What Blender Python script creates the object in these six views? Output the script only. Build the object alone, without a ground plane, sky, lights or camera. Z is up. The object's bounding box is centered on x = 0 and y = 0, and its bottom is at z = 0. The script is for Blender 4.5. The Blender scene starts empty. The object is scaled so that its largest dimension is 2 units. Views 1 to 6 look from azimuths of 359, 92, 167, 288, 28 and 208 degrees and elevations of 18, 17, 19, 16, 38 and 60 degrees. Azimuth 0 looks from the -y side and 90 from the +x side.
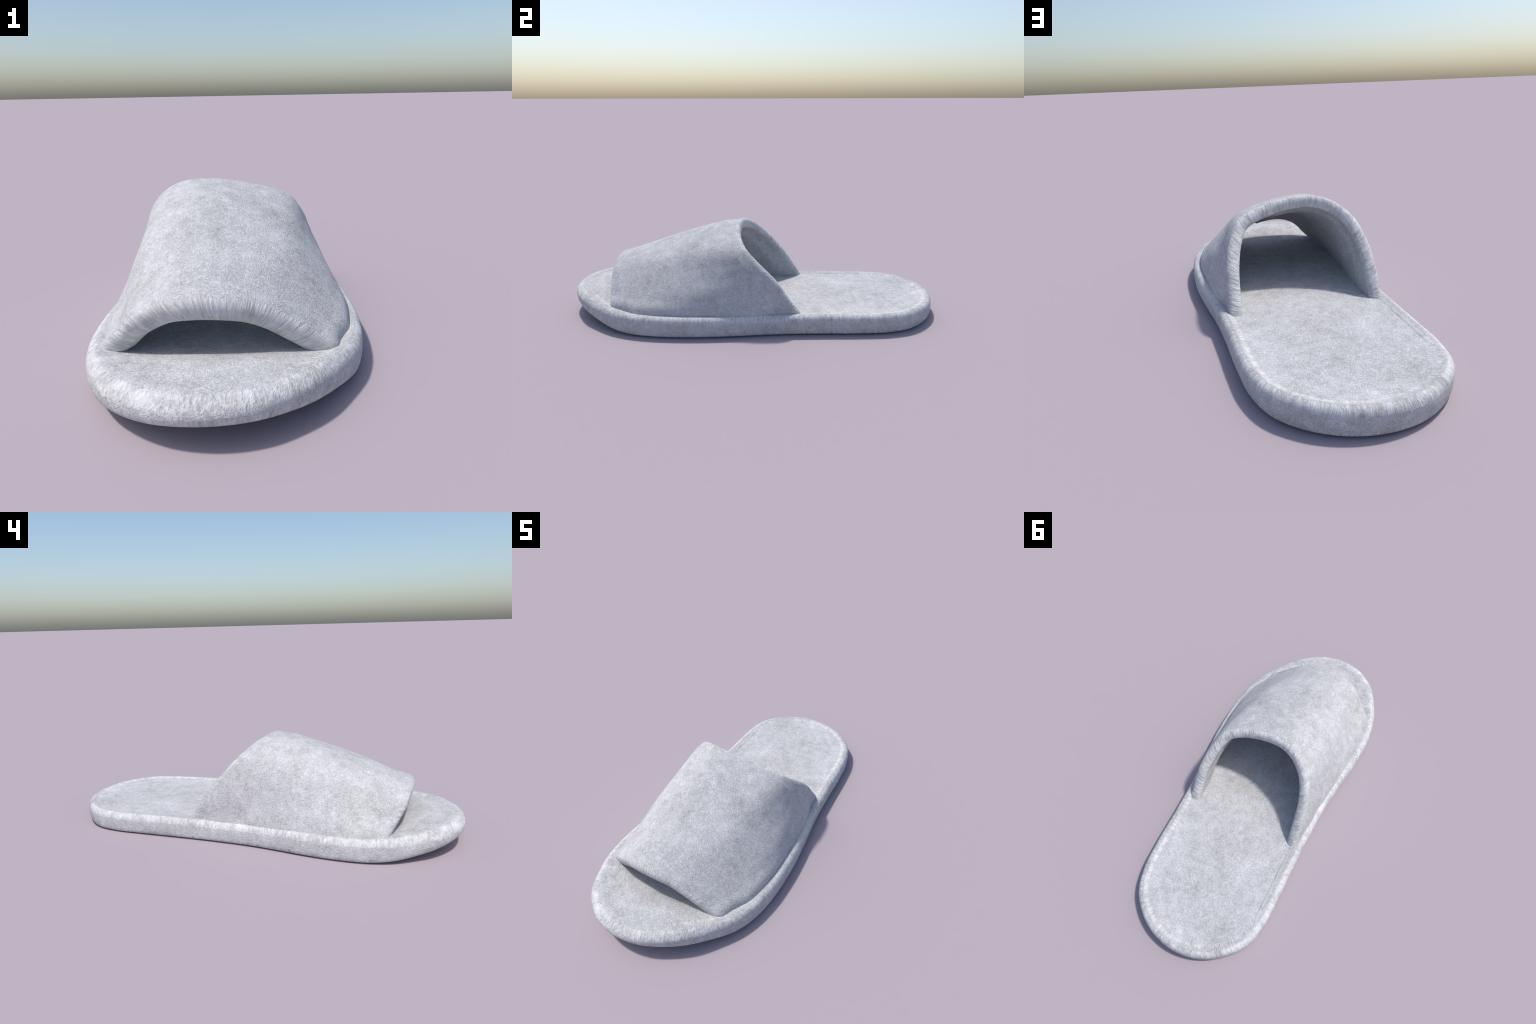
"""One open-toe felt house slipper: padded sole, sunken insole, arched upper with rolled edges."""
import math
import bpy
import numpy as np

RNG = np.random.default_rng(7)


# ------------------------------------------------------------------ helpers
def spline(points, n, closed=False, power=0.5):
    """Centripetal Catmull-Rom through the control points, resampled to n even steps."""
    p = np.asarray(points, float)
    if closed:
        p = np.vstack([p[-1], p, p[0], p[1]])
    else:
        p = np.vstack([2 * p[0] - p[1], p, 2 * p[-1] - p[-2]])
    out = []
    for i in range(1, len(p) - 2):
        p0, p1, p2, p3 = p[i - 1:i + 3]
        t0 = 0.0
        t1 = t0 + np.linalg.norm(p1 - p0) ** power
        t2 = t1 + np.linalg.norm(p2 - p1) ** power
        t3 = t2 + np.linalg.norm(p3 - p2) ** power
        t = np.linspace(t1, t2, 40, endpoint=False)[:, None]
        a1 = (t1 - t) / (t1 - t0) * p0 + (t - t0) / (t1 - t0) * p1
        a2 = (t2 - t) / (t2 - t1) * p1 + (t - t1) / (t2 - t1) * p2
        a3 = (t3 - t) / (t3 - t2) * p2 + (t - t2) / (t3 - t2) * p3
        b1 = (t2 - t) / (t2 - t0) * a1 + (t - t0) / (t2 - t0) * a2
        b2 = (t3 - t) / (t3 - t1) * a2 + (t - t1) / (t3 - t1) * a3
        out.append((t2 - t) / (t2 - t1) * b1 + (t - t1) / (t2 - t1) * b2)
    c = np.vstack(out + [p[-2][None]])
    s = np.concatenate([[0], np.cumsum(np.linalg.norm(np.diff(c, axis=0), axis=1))])
    q = np.linspace(0, s[-1], n)
    return np.stack([np.interp(q, s, c[:, k]) for k in range(c.shape[1])], 1)


def smooth(x, a, b):
    t = np.clip((np.asarray(x, float) - a) / (b - a), 0, 1)
    return t * t * (3 - 2 * t)


def curve1d(table):
    """Smooth 1-D function through (position, value) pairs."""
    t = spline(table, 400)
    o = np.argsort(t[:, 0])
    return lambda y: np.interp(y, t[o, 0], t[o, 1])


def unit(a):
    return a / np.maximum(np.linalg.norm(a, axis=-1, keepdims=True), 1e-9)


def ripple(p, scale, seed):
    """Sum of a few random plane waves: soft hand-made unevenness of cloth."""
    g = np.random.default_rng(seed)
    r = np.zeros(len(p))
    for _ in range(14):
        k = g.normal(size=3)
        k *= scale * g.uniform(0.6, 1.5) / np.linalg.norm(k)
        r += np.sin(p @ k + g.uniform(0, 6.28))
    return r / math.sqrt(14)


def vertex_normals(v, faces):
    n = np.zeros_like(v)
    for f in faces:
        c = v[list(f)]
        if len(f) == 4:
            m = np.cross(c[2] - c[0], c[3] - c[1])
        else:
            m = np.cross(c[1] - c[0], c[2] - c[0])
        n[list(f)] += m
    return unit(n)


def split_mesh(v, nrm, groups, parent):
    """Build one mesh object per region; borders coincide and keep the whole body's normals."""
    objs = {}
    for name, (faces, mat, obj_parent) in groups.items():
        used = sorted({i for f in faces for i in f})
        remap = {i: k for k, i in enumerate(used)}
        me = bpy.data.meshes.new(name)
        me.from_pydata(v[used].tolist(), [], [[remap[i] for i in f] for f in faces])
        me.polygons.foreach_set("use_smooth", [True] * len(me.polygons))
        me.update()
        me.normals_split_custom_set_from_vertices(nrm[used].tolist())
        me.materials.append(mat)
        ob = bpy.data.objects.new(name, me)
        bpy.context.scene.collection.objects.link(ob)
        ob.parent = objs[obj_parent] if obj_parent else parent
        objs[name] = ob
    return objs


# ------------------------------------------------------------------ felt material
FIBRE_MEAN = 0.34


def felt(name, streaks):
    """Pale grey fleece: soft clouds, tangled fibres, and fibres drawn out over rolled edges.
    streaks = 'sole' (fibres run across the rim of the sole), 'arch' (across the upper's edges) or None."""
    m = bpy.data.materials.new(name)
    m.use_nodes = True
    nt = m.node_tree
    nt.nodes.clear()
    N, L = nt.nodes.new, nt.links.new

    def math_(op, a, b=None, c=None, clamp=False):
        n = N("ShaderNodeMath")
        n.operation, n.use_clamp = op, clamp
        for k, x in enumerate((a, b, c)):
            if x is None:
                continue
            if isinstance(x, (int, float)):
                n.inputs[k].default_value = x
            else:
                L(x, n.inputs[k])
        return n.outputs[0]

    def remap(x, a, b, lo=0.0, hi=1.0, kind="SMOOTHSTEP"):
        n = N("ShaderNodeMapRange")
        n.interpolation_type = kind
        L(x, n.inputs[0])
        for k, val in zip((1, 2, 3, 4), (a, b, lo, hi)):
            n.inputs[k].default_value = val
        return n.outputs[0]

    def noise(vec, scale, detail=2.0, rough=0.5, dist=0.0, kind="FBM"):
        n = N("ShaderNodeTexNoise")
        n.noise_type = kind
        n.normalize = True
        L(vec, n.inputs["Vector"])
        n.inputs["Scale"].default_value = scale
        n.inputs["Detail"].default_value = detail
        n.inputs["Roughness"].default_value = rough
        n.inputs["Distortion"].default_value = dist
        return n.outputs[0]

    def combine(x, y, z):
        n = N("ShaderNodeCombineXYZ")
        for k, q in enumerate((x, y, z)):
            if isinstance(q, (int, float)):
                n.inputs[k].default_value = q
            else:
                L(q, n.inputs[k])
        return n.outputs[0]

    def mix(f, a, b):
        n = N("ShaderNodeMix")
        n.data_type = "FLOAT"
        L(f, n.inputs[0])
        L(a, n.inputs[2])
        L(b, n.inputs[3])
        return n.outputs[0]

    tc = N("ShaderNodeTexCoord")
    pos = tc.outputs["Object"]
    sep = N("ShaderNodeSeparateXYZ")
    L(pos, sep.inputs[0])
    x, y, z = sep.outputs
    nsep = N("ShaderNodeSeparateXYZ")
    L(tc.outputs["Normal"], nsep.inputs[0])
    nx, ny, nz = nsep.outputs

    clouds = noise(pos, 5.5, 3.0, 0.55, 0.4)
    blotch = noise(pos, 24.0, 4.0, 0.7, 0.3)

    # tangled fibres: thin level lines of warped noise at three sizes, light threads over dark gaps
    def threads(scale, thin, warp):
        f = noise(pos, scale, 2.0, 0.55, warp)
        d = math_("ABSOLUTE", math_("SUBTRACT", f, 0.5))
        return math_("SUBTRACT", 1.0, math_("MULTIPLY", d, thin), clamp=True)

    line1 = threads(48.0, 11.0, 2.2)
    line2 = threads(80.0, 9.0, 2.6)
    line3 = threads(120.0, 7.0, 1.6)
    grain = noise(pos, 150.0, 2.0, 0.6)
    tangle = math_("ADD", math_("MULTIPLY", line1, 0.34), math_("MULTIPLY", line2, 0.40))
    tangle = math_("MULTIPLY_ADD", line3, 0.34, tangle)
    tangle = math_("MULTIPLY_ADD", math_("SUBTRACT", grain, 0.5), 0.9, tangle)

    if streaks:
        if streaks == "sole":
            ax = math_("ABSOLUTE", x)
            side = math_("MULTIPLY", math_("SIGN", x), 3.7)
            hy = math_("MAXIMUM", math_("SUBTRACT", y, 0.64), 0.0)
            ty = math_("MAXIMUM", math_("SUBTRACT", -0.6, y), 0.0)
            ha = math_("ARCTAN2", hy, ax)
            ta = math_("ARCTAN2", ty, ax)
            mid = math_("MINIMUM", math_("MAXIMUM", y, -0.6), 0.64)
            s = math_("ADD", mid, math_("SUBTRACT", math_("MULTIPLY", ha, 0.35), math_("MULTIPLY", ta, 0.4)))
            # continuous across the heel and toe tips
            e = math_("ADD", hy, ty)
            r = math_("SQRT", math_("ADD", math_("MULTIPLY", ax, ax), math_("MULTIPLY", e, e)))
            along = math_("MULTIPLY", math_("SUBTRACT", r, z), math_("ADD", 0.17, remap(y, -0.6, -0.85, 0.0, 0.22)))
            vec = combine(s, side, along)
            an = math_("ABSOLUTE", nz)
            m1 = math_("MULTIPLY", remap(an, 0.06, 0.34), remap(an, 0.998, 0.95))
            m1 = math_("MULTIPLY", m1, remap(z, 0.0, 0.012, 0.55, 1.0))
        else:
            ang = math_("ARCTAN2", math_("SUBTRACT", z, 0.06), x)
            rad = math_("SQRT", math_("ADD", math_("MULTIPLY", x, x), math_("MULTIPLY", z, z)))
            vec = combine(math_("MULTIPLY", ang, 0.33), math_("MULTIPLY", rad, 0.14), math_("MULTIPLY", y, 0.16))
            fr = math_("ADD", math_("MULTIPLY", ny, -0.93), math_("MULTIPLY", nz, -0.36))
            re = math_("MULTIPLY", fr, -1.0)
            d = math_("MAXIMUM", math_("MULTIPLY", fr, math_("LESS_THAN", y, -0.5)),
                      math_("MULTIPLY", re, math_("GREATER_THAN", y, -0.5)))
            m1 = remap(d, 0.12, 0.6)
        st = noise(vec, 125.0, 3.0, 0.6, 0.3)
        st2 = noise(vec, 60.0, 2.0, 0.6, 0.3)
        st = math_("MULTIPLY_ADD", math_("SUBTRACT", st, 0.5), 1.9, FIBRE_MEAN - 0.06)
        st = math_("MULTIPLY_ADD", math_("SUBTRACT", st2, 0.5), 0.45, st)
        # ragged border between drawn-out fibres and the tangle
        rag = math_("MULTIPLY", math_("SUBTRACT", noise(vec, 60.0, 2.0, 0.6), 0.5), 1.6)
        m1 = remap(math_("ADD", m1, rag), 0.15, 0.75, 0.0, 0.85)
        tangle = mix(m1, tangle, st)

    fibre = math_("SUBTRACT", tangle, FIBRE_MEAN)
    value = math_("ADD", math_("MULTIPLY", math_("SUBTRACT", clouds, 0.5), 0.5),
                  math_("MULTIPLY", math_("SUBTRACT", blotch, 0.5), 0.75))
    value = math_("MULTIPLY_ADD", fibre, 0.62, value)
    value = math_("ADD", value, 0.5, clamp=True)
    ramp = N("ShaderNodeValToRGB")
    L(value, ramp.inputs[0])
    el = ramp.color_ramp.elements
    el[0].position, el[0].color = 0.0, (0.26, 0.26, 0.26, 1)
    el[1].position, el[1].color = 1.0, (0.83, 0.835, 0.88, 1)
    mid_e = el.new(0.5)
    mid_e.color = (0.56, 0.558, 0.562, 1)

    bump = N("ShaderNodeBump")
    bump.inputs["Strength"].default_value = 0.65
    bump.inputs["Distance"].default_value = 0.006
    L(math_("MULTIPLY_ADD", blotch, 0.5, tangle), bump.inputs["Height"])
    b = N("ShaderNodeBsdfPrincipled")
    b.inputs["Roughness"].default_value = 0.95
    b.inputs["Specular IOR Level"].default_value = 0.1
    b.inputs["Sheen Weight"].default_value = 0.03
    b.inputs["Sheen Roughness"].default_value = 0.5
    L(ramp.outputs[0], b.inputs["Base Color"])
    L(bump.outputs[0], b.inputs["Normal"])
    o = N("ShaderNodeOutputMaterial")
    L(b.outputs[0], o.inputs[0])
    return m


MAT_SOLE = felt("felt_sole", "sole")
MAT_INSOLE = felt("felt_insole", None)
MAT_UPPER = felt("felt_upper", None)
MAT_EDGE = felt("felt_edge", "arch")

slipper = bpy.data.objects.new("felt_slipper", None)
bpy.context.scene.collection.objects.link(slipper)
slipper["label"] = "pale grey felt open-toe house slipper with padded sole"
slipper["category"] = "slipper"

# ------------------------------------------------------------------ sole and insole
# plan outline, heel tip -> +x side -> toe tip, and heel tip -> -x side -> toe tip
HEEL, TOE = (-0.022, 1.001), (-0.058, -1.0)
PLUS = [HEEL, (0.100, 0.979), (0.203, 0.923), (0.288, 0.834), (0.334, 0.712), (0.352, 0.55), (0.361, 0.35),
        (0.376, 0.15), (0.402, -0.05), (0.418, -0.2), (0.424, -0.34), (0.419, -0.47), (0.398, -0.595),
        (0.358, -0.700), (0.300, -0.788), (0.230, -0.872), (0.155, -0.931), (0.055, -0.983), TOE]
MINUS = [HEEL, (-0.150, 0.979), (-0.260, 0.911), (-0.337, 0.815), (-0.365, 0.69), (-0.367, 0.55), (-0.364, 0.35),
         (-0.364, 0.15), (-0.373, -0.05), (-0.392, -0.2), (-0.411, -0.33), (-0.420, -0.45), (-0.418, -0.57),
         (-0.396, -0.695), (-0.356, -0.790), (-0.310, -0.870), (-0.248, -0.931), (-0.165, -0.979), TOE]
HALF = 260
ring = spline(PLUS[:-1] + MINUS[::-1][:-1], 4000, closed=True)
# split again into two halves of HALF steps, heel tip at 0 and toe tip at HALF
i_toe = int(np.argmin(ring[:, 1]))
resample = lambda c, n: spline(c[::max(1, len(c) // 160)], n)
right = resample(np.vstack([ring[:i_toe:1], ring[i_toe]]), HALF + 1)
left = resample(np.vstack([ring[i_toe:], ring[:1]]), HALF + 1)
outline = np.vstack([right[:-1], left[:-1]])
M = len(outline)
tan = unit(np.roll(outline, -2, 0) - np.roll(outline, 2, 0))
inward = np.stack([tan[:, 1], -tan[:, 0]], 1)
if (inward[HALF // 2] @ -outline[HALF // 2]) < 0:
    inward = -inward

bottom = curve1d([(-1.06, 0.090), (-1.0, 0.070), (-0.95, 0.056), (-0.87, 0.040), (-0.8, 0.027), (-0.7, 0.010),
                  (-0.6, 0.0015), (-0.5, 0.0), (0.0, 0.0), (1.02, 0.0)])
top = curve1d([(-1.06, 0.140), (-0.95, 0.143), (-0.87, 0.140), (-0.75, 0.125), (-0.6, 0.109), (-0.4, 0.104), (0.0, 0.103),
               (0.5, 0.101), (1.02, 0.102)])
rim_top = lambda p: top(p[:, 1]) - 0.004 * smooth(p[:, 0], 0.05, -0.25) * smooth(p[:, 1], -0.6, -0.75)
SKEW = 0.03                                                   # the toe springs up a little more on the +x side
tip_y = lambda p: p[:, 1] - SKEW * (p[:, 0] + 0.06) * smooth(p[:, 1], -0.4, -0.8)

side_minus = (outline[:, 0] < 0)
seam = smooth(outline[:, 1], 0.22, 0.30) * smooth(outline[:, 1], 0.78, 0.68) * side_minus
seam *= 0.62 + 0.3 * np.sin(outline[:, 1] * 23.0) * np.sin(outline[:, 1] * 9.0 + 1.0)   # uneven along its length
seam = 0.22 + 0.78 * seam
lean = 0.002 * smooth(outline[:, 1], -0.3, 0.3)                 # the wall draws in a little towards the floor
toe_w = smooth(outline[:, 1], -0.55, -0.95)

LOW_R, UP_R = 0.026 + 0.016 * toe_w, 0.034 + 0.014 * toe_w
verts, rings = [], []


def add_ring(inset, zfun):
    p = outline + inward * np.asarray(inset)[..., None] if np.ndim(inset) else outline + inward * inset
    b, t = bottom(tip_y(p)), rim_top(p)
    z = zfun(b, t)
    start = sum(len(a) for a in verts)
    verts.append(np.column_stack([p, z]))
    rings.append(np.arange(start, start + M))


# underside, rounded lower edge, wall, rolled upper edge
for ins in (0.14, 0.09, 0.05):
    add_ring(ins, lambda b, t: b)
for k in range(7):                                           # lower edge
    a = math.pi / 2 * k / 6
    add_ring(lean + (0.022 + 0.026 * toe_w) * (1 - math.sin(a)), lambda b, t, a=a: b + np.minimum(LOW_R, 0.40 * (t - b)) * (1 - math.cos(a)))
for f in (0.15, 0.4, 0.7):                                    # wall, very slightly full
    add_ring(lean * (1 - f) - 0.0015 * math.sin(math.pi * f) * (1 - 0.6 * toe_w),
             lambda b, t, f=f: b + np.minimum(LOW_R, 0.40 * (t - b)) + f * (t - b - np.minimum(LOW_R, 0.40 * (t - b)) - np.minimum(UP_R, 0.44 * (t - b))))
RT = 0.030 + 0.014 * toe_w
for k in range(9):                                           # rolled upper edge
    a = math.pi / 2 * k / 8
    add_ring(RT * (1 - math.cos(a)), lambda b, t, a=a: t - np.minimum(UP_R, 0.44 * (t - b)) * (1 - math.sin(a)))
for ins, drop in ((0.034, -0.001), (0.038, -0.003), (0.042, -0.0055), (0.044, -0.0055), (0.047, -0.0038), (0.050, -0.0036),
                  (0.053, -0.005), (0.055, -0.0075), (0.057, -0.0105)):
    soft = -0.007 * smooth(ins, 0.028, 0.06)
    add_ring(ins + 0.022 * toe_w + 0.004 * side_minus * smooth(ins, 0.03, 0.04), lambda b, t, d=drop, s=soft: t + 0.65 * d * (seam - 0.22) / 0.78 + s * (1 - (seam - 0.22) / 0.78))
border_ring = len(rings) - 1
for ins, drop in ((0.059, -0.0105), (0.062, -0.009), (0.067, -0.008), (0.078, -0.008), (0.10, -0.008), (0.14, -0.008)):
    soft = -0.007 - 0.002 * smooth(ins, 0.055, 0.1)
    add_ring(ins + 0.022 * toe_w + 0.004 * side_minus * smooth(ins, 0.03, 0.04), lambda b, t, d=drop, s=soft: t + 0.65 * d * (seam - 0.22) / 0.78 + s * (1 - (seam - 0.22) / 0.78))

sole_faces, insole_faces = [], []
for k in range(len(rings) - 1):
    a, b = rings[k], rings[k + 1]
    tgt = sole_faces if k < border_ring else insole_faces
    for i in range(M):
        j = (i + 1) % M
        tgt.append((a[i], a[j], b[j], b[i]))


def fill_strip(loop, faces, zfun, cells=26):
    """Close a ring with rows running from the +x side to the -x side."""
    allv = np.vstack(verts)
    rows = []
    for i in range(0, HALF + 1):
        a = loop[i]
        if i in (0, HALF):
            rows.append([a])
            continue
        b = loop[M - i]
        pa, pb = allv[a], allv[b]
        t = np.linspace(0, 1, cells + 1)[1:-1, None]
        p = pa * (1 - t) + pb * t
        p[:, 2] = zfun(p, pa[2] * (1 - t[:, 0]) + pb[2] * t[:, 0])
        start = sum(len(q) for q in verts)
        verts.append(p)
        rows.append([a] + list(range(start, start + cells - 1)) + [b])
    for r0, r1 in zip(rows[:-1], rows[1:]):
        for c in range(cells):
            if len(r0) == 1:
                f = (r0[0], r1[c], r1[c + 1])
            elif len(r1) == 1:
                f = (r0[c], r1[0], r0[c + 1])
            else:
                f = (r0[c], r1[c], r1[c + 1], r0[c + 1])
            faces.append(f)


fill_strip(rings[0], sole_faces, lambda p, z: bottom(tip_y(p)))
fill_strip(rings[-1], insole_faces, lambda p, z: z)
V = np.vstack(verts)
# the padding under the toes swells into a low cushion
edge_gap = np.array([np.min(np.hypot(*(outline[::8] - q[:2]).T)) for q in V])
V[:, 2] += 0.026 * smooth(edge_gap, 0.02, 0.2) * smooth(V[:, 1], -0.66, -0.86) * (V[:, 2] > 0.5 * (bottom(tip_y(V)) + rim_top(V)))
# soft unevenness of the padding, none on the ground contact
w = smooth(V[:, 2], 0.02, 0.09)
V[:, 2] += 0.0012 * ripple(V, 11.0, 3) * w





def face_up(f):
    c = V[list(f)]
    return np.cross(c[1] - c[0], c[2] - c[0])[2] + (np.cross(c[2] - c[0], c[3] - c[0])[2] if len(f) == 4 else 0)


wall = V[list(sole_faces[12 * M + HALF // 2])]                # a wall face on the +x side must look outward
if np.cross(wall[2] - wall[0], wall[3] - wall[1])[0] < 0:
    sole_faces[:border_ring * M] = [f[::-1] for f in sole_faces[:border_ring * M]]
sole_faces[border_ring * M:] = [f if face_up(f) < 0 else f[::-1] for f in sole_faces[border_ring * M:]]
insole_faces = [f if face_up(f) > 0 else f[::-1] for f in insole_faces]
NRM = vertex_normals(V, sole_faces + insole_faces)
split_mesh(V, NRM, {"sole": (sole_faces, MAT_SOLE, None), "insole": (insole_faces, MAT_INSOLE, None)}, slipper)

# ------------------------------------------------------------------ upper
R = 0.029                                                     # half thickness of the padded cloth
NV, NU = 150, 110
REAR = [(-0.302, 0.306, 0.050), (-0.300, 0.269, 0.115), (-0.297, 0.200, 0.222), (-0.286, 0.124, 0.315), (-0.252, 0.051, 0.395),
        (-0.185, -0.010, 0.449), (-0.100, -0.045, 0.468), (0.0, -0.053, 0.462), (0.10, -0.045, 0.441), (0.160, -0.030, 0.423),
        (0.212, -0.004, 0.396), (0.253, 0.062, 0.338), (0.281, 0.145, 0.262), (0.296, 0.217, 0.165), (0.302, 0.273, 0.090),
        (0.302, 0.297, 0.050)]
FRONT = [(-0.350, -0.648, 0.050), (-0.330, -0.674, 0.110), (-0.284, -0.703, 0.157), (-0.231, -0.735, 0.213), (-0.161, -0.752, 0.250),
         (-0.094, -0.761, 0.261), (-0.030, -0.761, 0.260), (0.051, -0.753, 0.247), (0.116, -0.745, 0.220),
         (0.184, -0.733, 0.176), (0.238, -0.722, 0.138), (0.278, -0.713, 0.112), (0.297, -0.698, 0.050)]
BASE_PLUS = curve1d([(-0.75, 0.20), (-0.70, 0.286), (-0.646, 0.308), (-0.568, 0.335), (-0.456, 0.351), (-0.27, 0.356), (-0.12, 0.353),
                     (0.02, 0.343), (0.117, 0.326), (0.25, 0.302), (0.35, 0.288)])
BASE_MINUS = curve1d([(-0.75, -0.28), (-0.687, -0.325), (-0.571, -0.354), (-0.406, -0.362), (-0.185, -0.348), (0.05, -0.322),
                      (0.16, -0.318), (0.26, -0.306), (0.35, -0.292)])
RIDGE = curve1d([(-0.80, 0.245), (-0.77, 0.261), (-0.73, 0.271), (-0.66, 0.291), (-0.56, 0.326), (-0.45, 0.365), (-0.32, 0.406), (-0.19, 0.441),
                 (-0.06, 0.467), (0.0, 0.470)])


def surface(front, rear, full=1.0):
    u = np.linspace(0, 1, NU)[:, None, None]
    s = front[None] * (1 - u) + rear[None] * u
    zmax = s[:, :, 2].max(1, keepdims=True)
    h = np.clip((s[:, :, 2] - 0.05) / (zmax - 0.05), 0, 1)
    low = 1 - smooth(h, 0.1, 1.0)
    fade = np.clip(2.4 * np.sin(np.pi * u[:, :, 0]), 0, 1)
    for base, col in ((BASE_MINUS, 0), (BASE_PLUS, -1)):
        dx = base(s[:, col, 1]) - s[:, col, 0]
        half = (np.arange(NV) < NV // 2) if col == 0 else (np.arange(NV) >= NV // 2)
        belly = smooth(h, 0.1, 0.5) * (1 - smooth(h, 0.78, 1.0)) * half[None]
        if col == -1:
            s[:, :, 0] += full * 0.021 * np.sin(np.pi * h) * np.exp(-((u[:, :, 0] - 0.33) / 0.2) ** 2) * half[None]
        s[:, :, 0] += full * (-0.009 if col == 0 else 0.011) * belly * smooth(u[:, :, 0], 0.1, 0.5) * np.clip(5 * np.sin(np.pi * u[:, :, 0]), 0, 1)
        s[:, :, 0] += (dx * np.clip(fade[:, 0], 0, 1))[:, None] * low * half[None]
    k = s[:, :, 2].argmax(1)
    yr = s[np.arange(NU), k, 1]
    dz = (RIDGE(yr) - s[np.arange(NU), k, 2]) * np.clip(3 * np.sin(np.pi * u[:, 0, 0]), 0, 1)
    s[:, :, 2] += full * dz[:, None] * smooth(h, 0.4, 1.0)
    return s


def grid_normals(s):
    du = np.gradient(s, axis=0)
    dv = np.gradient(s, axis=1)
    n = unit(np.cross(dv, du))
    ref = s - np.array([0, 0, 0.1])
    ref[:, :, 1] = 0
    return np.where(((n * ref).sum(-1) < 0)[..., None], -n, n), du, dv


front, rear = spline(FRONT, NV), spline(REAR, NV)
S = surface(front, rear)
n, du, dv = grid_normals(S)
edge_t = lambda row, sgn: unit(du[row] * sgn - dv[row] * ((du[row] * sgn * dv[row]).sum(-1) / (dv[row] ** 2).sum(-1))[:, None])
tf, tr = edge_t(0, -1), edge_t(-1, 1)
S = surface(front - tf * R, rear - tr * R)
n, du, dv = grid_normals(S)
tf, tr = edge_t(0, -1), edge_t(-1, 1)
# the lining is stretched straighter between the two openings than the outer cloth
S0 = surface(front - tf * R, rear - tr * R, 0.0)
n0 = grid_normals(S0)[0]
e = np.linspace(0, 1, NU)
w0 = (smooth(e, 0.0, 0.12) * smooth(e, 1.0, 0.88))[:, None, None]
LIN = (S - n * R) * (1 - w0) + (S0 - n0 * R) * w0
flat = S.reshape(-1, 3)
S = S + n * (0.0028 * ripple(flat, 12.0, 11) * smooth(flat[:, 2], 0.1, 0.2)).reshape(NU, NV)[..., None] * w0

lip = 0.020 * np.sin(np.pi * np.linspace(0, 1, NV)) ** 0.5      # the toe lip is rolled thicker underneath
LIN -= n0 * (0.013 * w0 * np.where(S0[:, :, :1] < 0.05, 1.0, 0.35))     # padded thickest on the inner side
LIN -= n * (lip[None, :, None] * np.exp(-(e / 0.16) ** 2)[:, None, None])
ARC = 14
loop = [S[i] + n[i] * R for i in range(NU)]


def rolled(a, row, t, extra):
    half = R + 0.5 * extra[:, None]
    return S[row] - n[row] * 0.5 * extra[:, None] + half * math.copysign(abs(math.cos(a)) ** 0.85, math.cos(a)) * n[row] + (R + 0.1 * extra[:, None]) * math.sin(a) ** 0.85 * t


for k in range(1, ARC):
    loop.append(rolled(math.pi * k / ARC, -1, tr, 0 * lip))
loop += [LIN[i] for i in range(NU - 1, -1, -1)]
for k in range(1, ARC):
    loop.append(rolled(math.pi - math.pi * k / ARC, 0, tf, lip))
K = len(loop)
UV = np.vstack(loop)
idx = np.arange(K * NV).reshape(K, NV)
outer_f, rear_f, inner_f, front_f = [], [], [], []
# the rolled edges reach a little way onto the faces
for k in range(K):
    k2 = (k + 1) % K
    if k < 2 or k >= 2 * NU + ARC - 4:
        tgt = front_f
    elif k < NU - 3:
        tgt = outer_f
    elif k < NU + ARC + 1:
        tgt = rear_f
    else:
        tgt = inner_f
    for j in range(NV - 1):
        tgt.append((idx[k, j], idx[k2, j], idx[k2, j + 1], idx[k, j + 1]))
allf = outer_f + rear_f + inner_f + front_f
UN = vertex_normals(UV, allf)
if (UN[idx[NU // 2, NV // 2], 2]) < 0:
    outer_f, rear_f, inner_f, front_f = ([f[::-1] for f in g] for g in (outer_f, rear_f, inner_f, front_f))
    UN = -UN
parts = split_mesh(UV, UN, {"upper": (outer_f, MAT_UPPER, None), "lining": (inner_f, MAT_UPPER, "upper"),
                            "rolled_edge": (front_f, MAT_EDGE, "upper")}, slipper)
more = split_mesh(UV, UN, {"rolled_edge": (rear_f, MAT_EDGE, None)}, parts["upper"])
